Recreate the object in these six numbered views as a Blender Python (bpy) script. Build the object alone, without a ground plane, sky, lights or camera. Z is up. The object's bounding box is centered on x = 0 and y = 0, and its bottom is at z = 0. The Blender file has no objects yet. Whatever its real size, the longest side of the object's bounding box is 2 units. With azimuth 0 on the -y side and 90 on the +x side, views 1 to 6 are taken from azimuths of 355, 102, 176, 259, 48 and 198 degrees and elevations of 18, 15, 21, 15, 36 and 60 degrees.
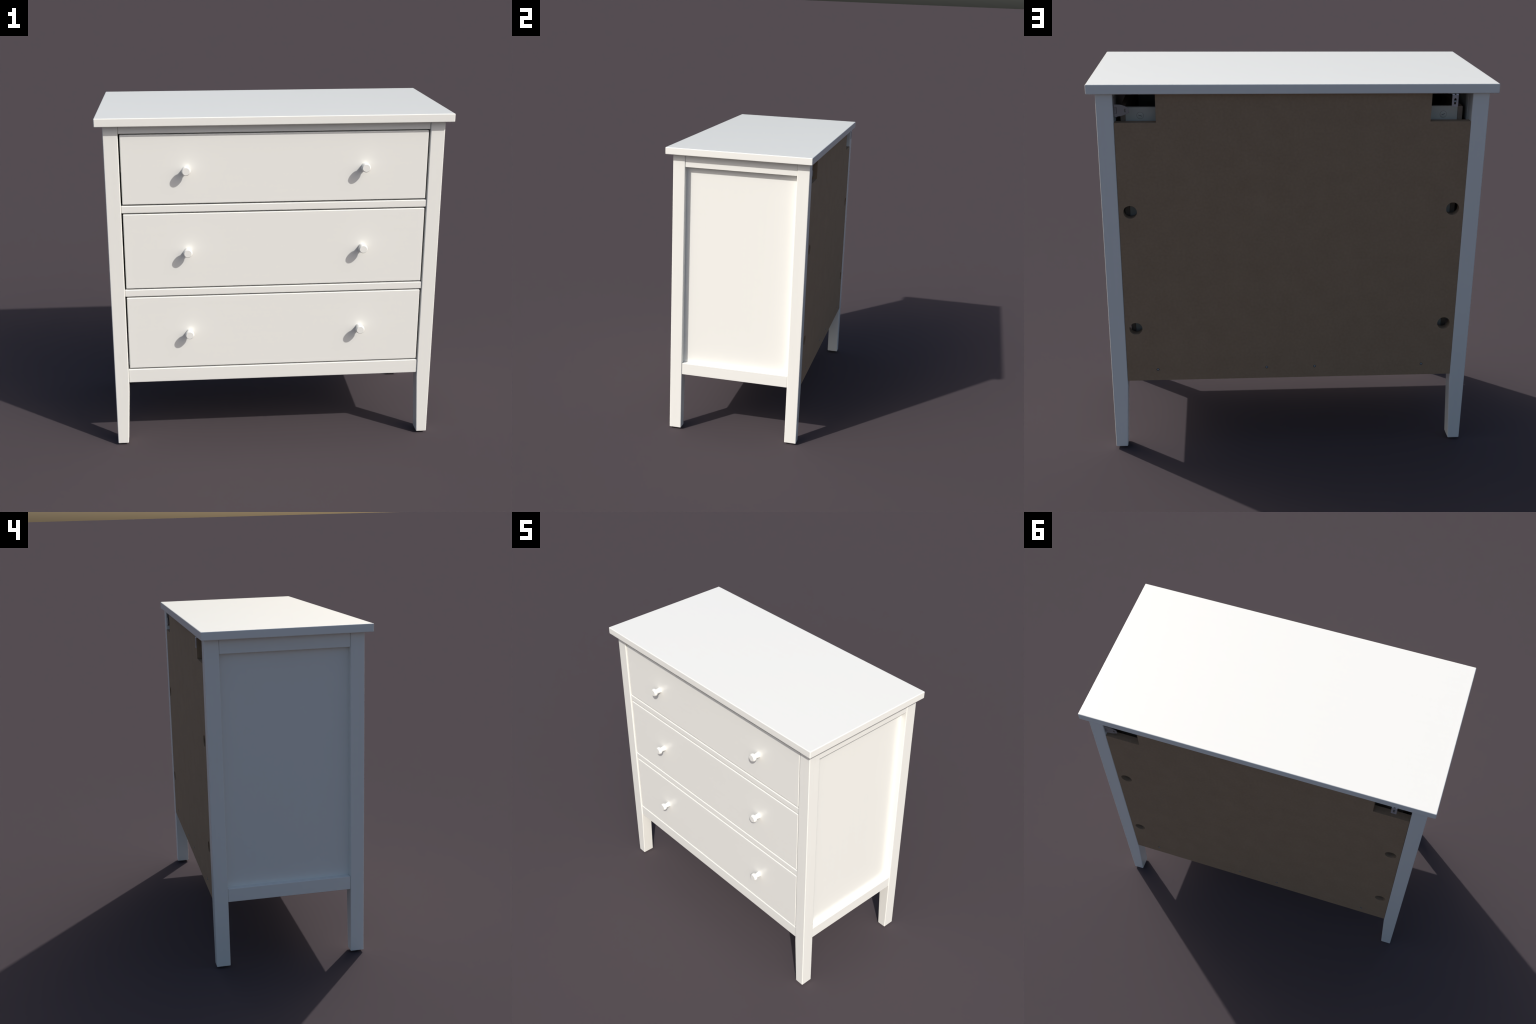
import bpy, bmesh, math
from mathutils import Vector, Matrix

# ---------------------------------------------------------------- materials
def new_mat(name):
    m = bpy.data.materials.new(name)
    m.use_nodes = True
    nt = m.node_tree
    return m, nt, nt.nodes["Principled BSDF"]

def node(nt, kind, **kw):
    n = nt.nodes.new(kind)
    for k, v in kw.items():
        if k in n.inputs:
            n.inputs[k].default_value = v
        else:
            setattr(n, k, v)
    return n

def paint(name, base, grain_axis, rough=0.23, spec=0.5, knots=0.0, amount=1.0):
    """Satin white paint with a barely visible wood grain running along one axis."""
    m, nt, bsdf = new_mat(name)
    L = nt.links.new
    tc = node(nt, "ShaderNodeTexCoord")
    info = node(nt, "ShaderNodeObjectInfo")
    off = node(nt, "ShaderNodeVectorMath", operation='SCALE')
    off.inputs[0].default_value = (17.0, 9.0, 23.0)
    L(info.outputs["Random"], off.inputs["Scale"])
    add = node(nt, "ShaderNodeVectorMath", operation='ADD')
    L(tc.outputs["Object"], add.inputs[0]); L(off.outputs[0], add.inputs[1])
    mp = node(nt, "ShaderNodeMapping")
    sc = [42.0, 42.0, 42.0]; sc[grain_axis] = 1.6
    mp.inputs["Scale"].default_value = sc
    L(add.outputs[0], mp.inputs["Vector"])
    grain = node(nt, "ShaderNodeTexNoise", Scale=1.0, Detail=5.0, Roughness=0.55)
    L(mp.outputs[0], grain.inputs["Vector"])
    cloud = node(nt, "ShaderNodeTexNoise", Scale=2.3, Detail=2.0)
    L(add.outputs[0], cloud.inputs["Vector"])
    ramp = node(nt, "ShaderNodeValToRGB")
    ramp.color_ramp.elements[0].position = 0.25
    ramp.color_ramp.elements[1].position = 0.75
    ramp.color_ramp.elements[0].color = (base[0]*(1-0.016*amount), base[1]*(1-0.017*amount), base[2]*(1-0.020*amount), 1)
    ramp.color_ramp.elements[1].color = (base[0]*(1+0.008*amount), base[1]*(1+0.008*amount), base[2]*(1+0.008*amount), 1)
    mixv = node(nt, "ShaderNodeMath", operation='MULTIPLY_ADD')
    mixv.inputs[1].default_value = 0.6
    half = node(nt, "ShaderNodeMath", operation='MULTIPLY'); half.inputs[1].default_value = 0.4
    L(cloud.outputs["Fac"], half.inputs[0])
    L(grain.outputs["Fac"], mixv.inputs[0]); L(half.outputs[0], mixv.inputs[2])
    L(mixv.outputs[0], ramp.inputs["Fac"])
    col = ramp.outputs["Color"]
    if knots > 0:
        # sparse, faint knots showing through the paint
        mk = node(nt, "ShaderNodeMapping")
        ks = [9.0, 9.0, 9.0]; ks[grain_axis] = 3.0
        mk.inputs["Scale"].default_value = ks
        L(add.outputs[0], mk.inputs["Vector"])
        vor = node(nt, "ShaderNodeTexVoronoi", Scale=1.0)
        L(mk.outputs[0], vor.inputs["Vector"])
        kr = node(nt, "ShaderNodeValToRGB")
        kr.color_ramp.elements[0].position = 0.03
        kr.color_ramp.elements[1].position = 0.11
        kr.color_ramp.elements[0].color = (knots, knots, knots, 1)
        kr.color_ramp.elements[1].color = (0, 0, 0, 1)
        L(vor.outputs["Distance"], kr.inputs["Fac"])
        mx = node(nt, "ShaderNodeMix", data_type='RGBA')
        mx.inputs["B"].default_value = (base[0]*0.78, base[1]*0.75, base[2]*0.70, 1)
        L(kr.outputs["Color"], mx.inputs["Factor"])
        L(col, mx.inputs["A"]); col = mx.outputs["Result"]
    L(col, bsdf.inputs["Base Color"])
    bump = node(nt, "ShaderNodeBump", Strength=0.02*amount, Distance=0.0005)
    L(grain.outputs["Fac"], bump.inputs["Height"])
    L(bump.outputs[0], bsdf.inputs["Normal"])
    bsdf.inputs["Roughness"].default_value = rough
    bsdf.inputs["Specular IOR Level"].default_value = spec
    return m

def fibreboard(name, a, b):
    """Brown hardboard with a fine fibrous speckle."""
    m, nt, bsdf = new_mat(name)
    L = nt.links.new
    tc = node(nt, "ShaderNodeTexCoord")
    n1 = node(nt, "ShaderNodeTexNoise", Scale=75.0, Detail=6.0, Roughness=0.7)
    n2 = node(nt, "ShaderNodeTexNoise", Scale=9.0, Detail=3.0)
    L(tc.outputs["Object"], n1.inputs["Vector"]); L(tc.outputs["Object"], n2.inputs["Vector"])
    s = node(nt, "ShaderNodeMath", operation='MULTIPLY_ADD'); s.inputs[1].default_value = 0.3
    h = node(nt, "ShaderNodeMath", operation='MULTIPLY'); h.inputs[1].default_value = 0.7
    L(n1.outputs["Fac"], h.inputs[0]); L(n2.outputs["Fac"], s.inputs[0]); L(h.outputs[0], s.inputs[2])
    r = node(nt, "ShaderNodeValToRGB")
    r.color_ramp.elements[0].position = 0.3; r.color_ramp.elements[1].position = 0.7
    r.color_ramp.elements[0].color = (*a, 1); r.color_ramp.elements[1].color = (*b, 1)
    L(s.outputs[0], r.inputs["Fac"]); L(r.outputs["Color"], bsdf.inputs["Base Color"])
    bsdf.inputs["Roughness"].default_value = 0.75
    bsdf.inputs["Specular IOR Level"].default_value = 0.3
    return m

def plain(name, base, rough=0.5, metallic=0.0, var=0.04):
    m, nt, bsdf = new_mat(name)
    L = nt.links.new
    tc = node(nt, "ShaderNodeTexCoord")
    n = node(nt, "ShaderNodeTexNoise", Scale=60.0, Detail=3.0)
    L(tc.outputs["Object"], n.inputs["Vector"])
    r = node(nt, "ShaderNodeValToRGB")
    r.color_ramp.elements[0].color = (*[c*(1-var) for c in base], 1)
    r.color_ramp.elements[1].color = (*[min(1, c*(1+var)) for c in base], 1)
    L(n.outputs["Fac"], r.inputs["Fac"]); L(r.outputs["Color"], bsdf.inputs["Base Color"])
    bsdf.inputs["Roughness"].default_value = rough
    bsdf.inputs["Metallic"].default_value = metallic
    return m

WHITE = (0.900, 0.907, 0.873)
M_TOP   = paint("white_paint_top", WHITE, 0, rough=0.20, amount=0.25)
M_X     = paint("white_paint_drawer", WHITE, 0, amount=0.35)
M_XK    = paint("white_paint_rail", WHITE, 0)
M_YK    = paint("white_paint_side_rail", WHITE, 1, knots=0.12)
M_Z     = paint("white_paint_leg", WHITE, 2, knots=0.10)
M_PANEL = paint("white_paint_side_panel", WHITE, 2, amount=0.3)
M_KNOB  = paint("white_paint_knob", WHITE, 1, amount=0.2)
M_BOARD = fibreboard("brown_hardboard", (0.310, 0.213, 0.133), (0.400, 0.282, 0.183))
M_BOUNCE_TINTED  = plain("drawer_white_bounce_tinted", (0.70, 0.67, 0.58), 0.5)  # drawer white, base colour warmed for light bounced off the brown back board
M_PLY   = plain("raw_drawer_board", (0.33, 0.25, 0.19), 0.7, var=0.15)
M_METAL = plain("zinc_plated_steel", (0.46, 0.42, 0.42), 0.45, 0.2)
M_DARK  = plain("dark_steel", (0.30, 0.262, 0.245), 0.6, 0.0)
M_SKY_LIGHTENED = plain("zinc_lightened_for_sky", (0.85, 0.86, 0.88), 0.35, 0.3)  # paler copy of the plate metal; sky glint on the lip painted in
M_SCREW = plain("blued_screw", (0.36, 0.42, 0.46), 0.35, 0.5)
M_GLIDE = plain("grey_felt_glide", (0.10, 0.10, 0.10), 0.8)

# ---------------------------------------------------------------- helpers
def link(ob):
    bpy.context.scene.collection.objects.link(ob)
    return ob

def child(ob, parent):
    ob.parent = parent
    ob.matrix_parent_inverse = parent.matrix_world.inverted()
    return ob

def finish_mesh(bm, name, mat, bevel=0.0, segs=2, smooth_angle=40, face_weighted=False):
    if bevel > 0:
        edges = [e for e in bm.edges if e.is_manifold and e.calc_face_angle(0) > 0.35]
        bmesh.ops.bevel(bm, geom=edges, offset=bevel, segments=segs, profile=0.5,
                        affect='EDGES', clamp_overlap=True)
    bmesh.ops.recalc_face_normals(bm, faces=bm.faces)
    me = bpy.data.meshes.new(name)
    bm.to_mesh(me); bm.free()
    me.materials.append(mat)
    for p in me.polygons:
        p.use_smooth = True
    if face_weighted:
        # rounded edges blend into truly flat faces: normals follow the largest face at each vertex
        acc = [Vector() for _ in me.vertices]
        for p in me.polygons:
            for v in p.vertices:
                acc[v] += p.normal * p.area**2
        me.normals_split_custom_set_from_vertices([n.normalized() for n in acc])
    else:
        me.set_sharp_from_angle(angle=math.radians(smooth_angle))
    return me

def box_mesh(name, size, mat, bevel=0.0, segs=2):
    bm = bmesh.new()
    bmesh.ops.create_cube(bm, size=1.0)
    bmesh.ops.scale(bm, vec=Vector(size), verts=bm.verts)
    return finish_mesh(bm, name, mat, bevel, segs, 35, bevel > 0)

def board(name, x0, x1, y0, y1, z0, z1, mat, parent, bevel=0.003, segs=2):
    ob = link(bpy.data.objects.new(name, box_mesh(name, (x1-x0, y1-y0, z1-z0), mat, bevel, segs)))
    ob.location = ((x0+x1)/2, (y0+y1)/2, (z0+z1)/2)
    bpy.context.view_layer.update()
    return child(ob, parent)

def copy_to(ob, name, loc, parent, rot=0.0):
    c = link(ob.copy())
    c.name = name
    c.parent = None
    c.matrix_world = Matrix.Translation(loc) @ Matrix.Rotation(rot, 4, 'Z')
    bpy.context.view_layer.update()
    return child(c, parent)

def lathe(name, profile, mat, steps=48, smooth_angle=35):
    """Surface of revolution about -y; profile = (distance toward the front, radius)."""
    bm = bmesh.new()
    rings = []
    for d, r in profile:
        if r < 1e-6:
            rings.append([bm.verts.new((0, -d, 0))])
        else:
            rings.append([bm.verts.new((r*math.cos(2*math.pi*i/steps), -d, r*math.sin(2*math.pi*i/steps)))
                          for i in range(steps)])
    for a, b in zip(rings, rings[1:]):
        for i in range(steps):
            j = (i+1) % steps
            vs = [a[i % len(a)], a[j % len(a)], b[j % len(b)], b[i % len(b)]]
            vs = list(dict.fromkeys(vs))
            if len(vs) > 2:
                bm.faces.new(vs)
    return finish_mesh(bm, name, mat, 0, 1, smooth_angle)

def plate(name, outline, holes, thick, mat, bevel=0.0):
    """Flat plate in the xz plane with holes; outline/holes = lists of (x, z); front face toward +y at y=0."""
    cu = bpy.data.curves.new(name, 'CURVE')
    cu.dimensions = '2D'; cu.fill_mode = 'BOTH'; cu.extrude = thick/2
    for pts in [outline] + holes:
        sp = cu.splines.new('POLY')
        sp.points.add(len(pts)-1)
        for p, (x, z) in zip(sp.points, pts):
            p.co = (x, z, 0, 1)
        sp.use_cyclic_u = True
    tmp = bpy.data.objects.new(name, cu)
    link(tmp)
    bpy.context.view_layer.update()
    dg = bpy.context.evaluated_depsgraph_get()
    src = bpy.data.meshes.new_from_object(tmp.evaluated_get(dg))
    bm = bmesh.new(); bm.from_mesh(src)
    bmesh.ops.remove_doubles(bm, verts=bm.verts, dist=1e-5)
    # curve plane (x, y) -> object plane (x, z); depth -> y
    M = Matrix(((1, 0, 0, 0), (0, 0, 1, -thick/2), (0, 1, 0, 0), (0, 0, 0, 1)))
    bmesh.ops.transform(bm, matrix=M, verts=bm.verts)
    bpy.data.objects.remove(tmp)
    bpy.data.meshes.remove(src)
    bpy.data.curves.remove(cu)
    return finish_mesh(bm, name, mat, bevel, 1, 30)

def circle(cx, cz, r, n, phase=0.0):
    return [(cx + r*math.cos(2*math.pi*i/n+phase), cz + r*math.sin(2*math.pi*i/n+phase)) for i in range(n)]

# ---------------------------------------------------------------- dimensions (metres)
TOP_Z0, TOP_Z1 = 1.9525, 2.000
TOP_X, TOP_YF, TOP_YB = 0.9924, -0.4803, 0.4915
LEG_OUT, LEG_IN, LEG_IN_FOOT = 0.951, 0.869, 0.8875
LEG_D = 0.083
LEG_YF, LEG_YB = -0.4395, 0.4715          # outer faces of front and back legs
KNEE_Z, FOOT_Z = 0.385, 0.009
FACE_Y = -0.4340                           # plane of rails and drawer fronts
DRAWERS = [(1.5060, 1.9005), (1.0060, 1.4495), (0.5045, 0.9495)]
DRAWER_X = 0.8605
KNOB_X = 0.502

# ---------------------------------------------------------------- the chest
chest = link(bpy.data.objects.new("chest_of_drawers", None))
chest.empty_display_size = 0.2
chest["label"] = "white three drawer wooden chest with tapered legs and round knobs"
chest["category"] = "dresser"

board("tabletop", -TOP_X, TOP_X, TOP_YF, TOP_YB, TOP_Z0, TOP_Z1, M_TOP, chest, 0.005, 2)

# --- legs: straight outside, tapered on the inner side below the apron
def leg_mesh():
    w = LEG_OUT - LEG_IN
    prof = [(w, FOOT_Z), (w, TOP_Z0), (0, TOP_Z0), (0, KNEE_Z), (LEG_IN_FOOT-LEG_IN, FOOT_Z)]
    bm = bmesh.new()
    a = [bm.verts.new((x - w/2, -LEG_D/2, z)) for x, z in prof]
    b = [bm.verts.new((x - w/2,  LEG_D/2, z)) for x, z in prof]
    bm.faces.new(a); bm.faces.new(list(reversed(b)))
    n = len(prof)
    for i in range(n):
        j = (i+1) % n
        bm.faces.new((a[j], a[i], b[i], b[j]))
    bmesh.ops.recalc_face_normals(bm, faces=bm.faces)
    edges = [e for e in bm.edges if e.calc_face_angle(0) > 0.35]
    bmesh.ops.bevel(bm, geom=edges, offset=0.005, segments=3, profile=0.5, affect='EDGES', clamp_overlap=True)
    return finish_mesh(bm, "leg", M_Z, 0, 1, 35, True)

leg_me = leg_mesh()
glide_bm = bmesh.new()
bmesh.ops.create_cone(glide_bm, cap_ends=True, segments=24, radius1=0.017, radius2=0.020, depth=0.0105)
glide_me = finish_mesh(glide_bm, "foot_glide", M_GLIDE, 0.001, 1)
for sx in (1, -1):
    for yc in (LEG_YF + LEG_D/2, LEG_YB - LEG_D/2):
        leg = link(bpy.data.objects.new("leg", leg_me))
        xc = sx*(LEG_OUT+LEG_IN)/2
        leg.matrix_world = Matrix.Translation((xc, yc, 0)) @ Matrix.Rotation(0 if sx > 0 else math.pi, 4, 'Z')
        bpy.context.view_layer.update()
        child(leg, chest)
        g = link(bpy.data.objects.new("foot_glide", glide_me))
        g.location = (sx*(LEG_OUT+LEG_IN_FOOT)/2, yc, 0.00525)
        bpy.context.view_layer.update()
        child(g, leg)

# --- front rails between the legs
RX = LEG_IN - 0.0005
for z0, z1 in ((1.906, TOP_Z0-0.0005), (1.456, 1.499), (0.956, 0.9993), (0.4108, 0.497)):
    board("front_rail", -RX, RX, FACE_Y, FACE_Y+0.075, z0, z1, M_XK, chest, 0.005)
# --- rear stretchers hidden behind the back board
board("rear_rail", -RX, RX, 0.385, 0.425, 0.416, 0.497, M_XK, chest)

# --- side frames: rails and recessed panel
SY0, SY1 = LEG_YF+LEG_D+0.0005, LEG_YB-LEG_D-0.0005
for sx in (1, -1):
    xs = sorted((sx*0.947, sx*0.885))
    board("side_rail", xs[0], xs[1], SY0, SY1, 1.870, TOP_Z0-0.0005, M_YK, chest, 0.003)
    board("side_rail", xs[0], xs[1], SY0, SY1, 0.4148, 0.497, M_YK, chest, 0.003)
    xp = sorted((sx*0.9108, sx*0.8845))
    board("side_panel", xp[0], xp[1], SY0-0.002, SY1+0.002, 0.49, 1.875, M_PANEL, chest, 0.0)

# --- inner posts behind the rear legs
for sx in (1, -1):
    xs = sorted((sx*0.8685, sx*0.8842))
    board("inner_post", xs[0], xs[1], 0.345, SY1, 0.50, 1.9515, M_Z, chest, 0.001, 1)

# --- back board with corner notches, cable holes and screws
BX, NX, NZ = 0.868, 0.668, 1.8115
holes = [circle(sx*0.8125, z, 0.034, 20) for sx in (1, -1) for z in (1.360, 0.7195)]
outline = [(-BX, 0.4145), (BX, 0.4145), (BX, NZ), (NX, NZ), (NX, TOP_Z0-0.0007),
           (-NX, TOP_Z0-0.0007), (-NX, NZ), (-BX, NZ)]
back = link(bpy.data.objects.new("back_board", plate("back_board", outline, holes, 0.041, M_BOARD)))
back.location = (0, 0.4703, 0)
bpy.context.view_layer.update()
child(back, chest)
screw_me = lathe("screw", [(-0.0024, 0.0), (-0.0022, 0.0026), (-0.0012, 0.0044), (0.001, 0.0046)], M_SCREW, 16)
rim_me = lathe("screw_rim", [(-0.0004, 0.0), (-0.0010, 0.0052), (-0.0010, 0.0070), (-0.0004, 0.0076), (0.001, 0.0076)],
               M_GLIDE, 16)
for x in (0.7072, 0.1286, -0.1286, -0.7072):
    s = link(bpy.data.objects.new("screw", screw_me))
    s.location = (x, 0.4703, 0.4785)
    bpy.context.view_layer.update()
    child(s, back)
    r = link(bpy.data.objects.new("screw_rim", rim_me))
    r.location = s.location
    bpy.context.view_layer.update()
    child(r, back)

# --- drawers: front board, knobs, and the box behind it
knob_prof = [(-0.004, 0.0), (-0.004, 0.0188), (0.000, 0.0188), (0.010, 0.0176), (0.020, 0.0166), (0.0270, 0.0164),
             (0.0300, 0.0176), (0.0325, 0.0202), (0.0352, 0.0232), (0.0385, 0.0252), (0.0425, 0.0259), (0.0470, 0.0258),
             (0.0510, 0.0250), (0.0540, 0.0236), (0.0560, 0.0220), (0.0575, 0.0204), (0.0575, 0.0)]
knob_me = lathe("knob", knob_prof, M_KNOB, 48, 38)
plug_me = lathe("plug", [(-0.0015, 0.0), (-0.0015, 0.0145), (-0.0008, 0.0160), (0.002, 0.0164)], M_BOUNCE_TINTED, 24)
gap_me = lathe("plug_gap", [(-0.0004, 0.0), (-0.0004, 0.0172), (0.001, 0.0172)], M_PLY, 24)
SLIT = box_mesh("plug_slot", (0.017, 0.001, 0.0022), M_GLIDE)
BOX_Y = 0.388
for z0, z1 in DRAWERS:
    d = board("drawer", -DRAWER_X, DRAWER_X, FACE_Y, FACE_Y+0.036, z0, z1, M_X, chest, 0.005, 2)
    for sx in (1, -1):
        k = link(bpy.data.objects.new("knob", knob_me))
        k.location = (sx*KNOB_X, FACE_Y, (z0+z1)/2)
        bpy.context.view_layer.update(); child(k, d)
        xs = sorted((sx*0.8205, sx*0.844))
        board("drawer_side", xs[0], xs[1], FACE_Y+0.0365, BOX_Y, z0+0.02, z1-0.0310, M_PLY, d, 0.001, 1)
        p = link(bpy.data.objects.new("plug", plug_me))
        p.location = (sx*0.7485, BOX_Y-0.003, z1-0.0720)
        bpy.context.view_layer.update(); child(p, d)
        g = link(bpy.data.objects.new("plug_gap", gap_me))
        g.location = (sx*0.7485, BOX_Y-0.003, z1-0.0720)
        bpy.context.view_layer.update(); child(g, d)
        s = link(bpy.data.objects.new("plug_slot", SLIT))
        s.matrix_world = Matrix.Translation((sx*0.7485, BOX_Y-0.0012, z1-0.0720)) @ Matrix.Rotation(-sx*0.35, 4, 'Y')
        bpy.context.view_layer.update(); child(s, d)
    board("drawer_back", -0.8200, 0.8200, BOX_Y-0.022, BOX_Y-0.003, z0+0.03, z1-0.0310, M_BOUNCE_TINTED, d, 0.001, 1)
    board("drawer_bottom", -0.8200, 0.8200, FACE_Y+0.0365, BOX_Y-0.0225, z0+0.03, z0+0.036, M_BOUNCE_TINTED, d, 0.0)
    # runner strips carrying the drawer
    for sx in (1, -1):
        xs = sorted((sx*0.8455, sx*0.884))
        board("drawer_runner", xs[0], xs[1], -0.34, 0.38, (z0+z1)/2-0.03, (z0+z1)/2+0.01, M_METAL, chest, 0.001, 1)

# --- wall fixing bracket on one side: flanged plate screwed to the rear leg
HX = 0.8655
fin = [(HX-0.001, 1.899), (0.8370, 1.899), (0.8250, 1.8965), (0.7965, 1.8845), (0.7945, 1.8600), (0.8180, 1.8490),
       (0.8325, 1.8440), (0.8500, 1.8420), (0.8530, 1.8385), (0.8615, 1.8400), (HX-0.001, 1.8450)]
slot = [(0.8635, 1.8865), (0.8535, 1.8865), (0.8535, 1.8555), (0.8635, 1.8555)]
eye = [(0.8125 + 0.0035*math.cos(t*math.pi/6), 1.8705 + 0.0085*math.sin(t*math.pi/6)) for t in range(12)]
br = link(bpy.data.objects.new("wall_bracket", plate("wall_bracket", fin, [slot, eye], 0.003, M_DARK, 0.0006)))
br.location = (0, 0.464, 0)
bpy.context.view_layer.update(); child(br, chest)
flange = board("bracket_flange", 0.8650, 0.8680, 0.400, 0.4638, 1.8400, 1.9280, M_DARK, br, 0.0006, 1)
tongue = board("bracket_tongue", 0.8555, 0.8635, 0.4605, 0.4625, 1.8565, 1.8855, M_DARK, br, 0.0005, 1)

# --- angle plate under the tabletop on the other side
ax0, ax1 = -0.7925, -0.7620
acx = (ax0+ax1)/2
slot2 = [(acx + 0.0055*math.cos(t*math.pi/6), 1.9145 + (0.010 if 0 <= t % 12 <= 6 else -0.010) + 0.0055*math.sin(t*math.pi/6))
         for t in range(12)]
an_out = [(ax0, 1.9455), (ax0, 1.890), (ax0+0.003, 1.888), (ax1-0.003, 1.888), (ax1, 1.890), (ax1, 1.9455)]
an = link(bpy.data.objects.new("angle_plate", plate("angle_plate", an_out, [slot2], 0.003, M_METAL, 0.0006)))
an.location = (0, 0.4910, 0)
bpy.context.view_layer.update(); child(an, chest)
for a, b in ((ax0, acx-0.004), (acx+0.004, ax1)):
    board("plate_lip", a, b, 0.4600, 0.4905, 1.9457, 1.9500, M_SKY_LIGHTENED, an, 0.0012, 2)
board("plate_web", ax0, ax1, 0.425, 0.470, 1.9500, 1.9525, M_METAL, an, 0.0, 1)
sc = link(bpy.data.objects.new("screw", screw_me))
sc.location = (acx, 0.4875, 1.9140)
bpy.context.view_layer.update(); child(sc, an)
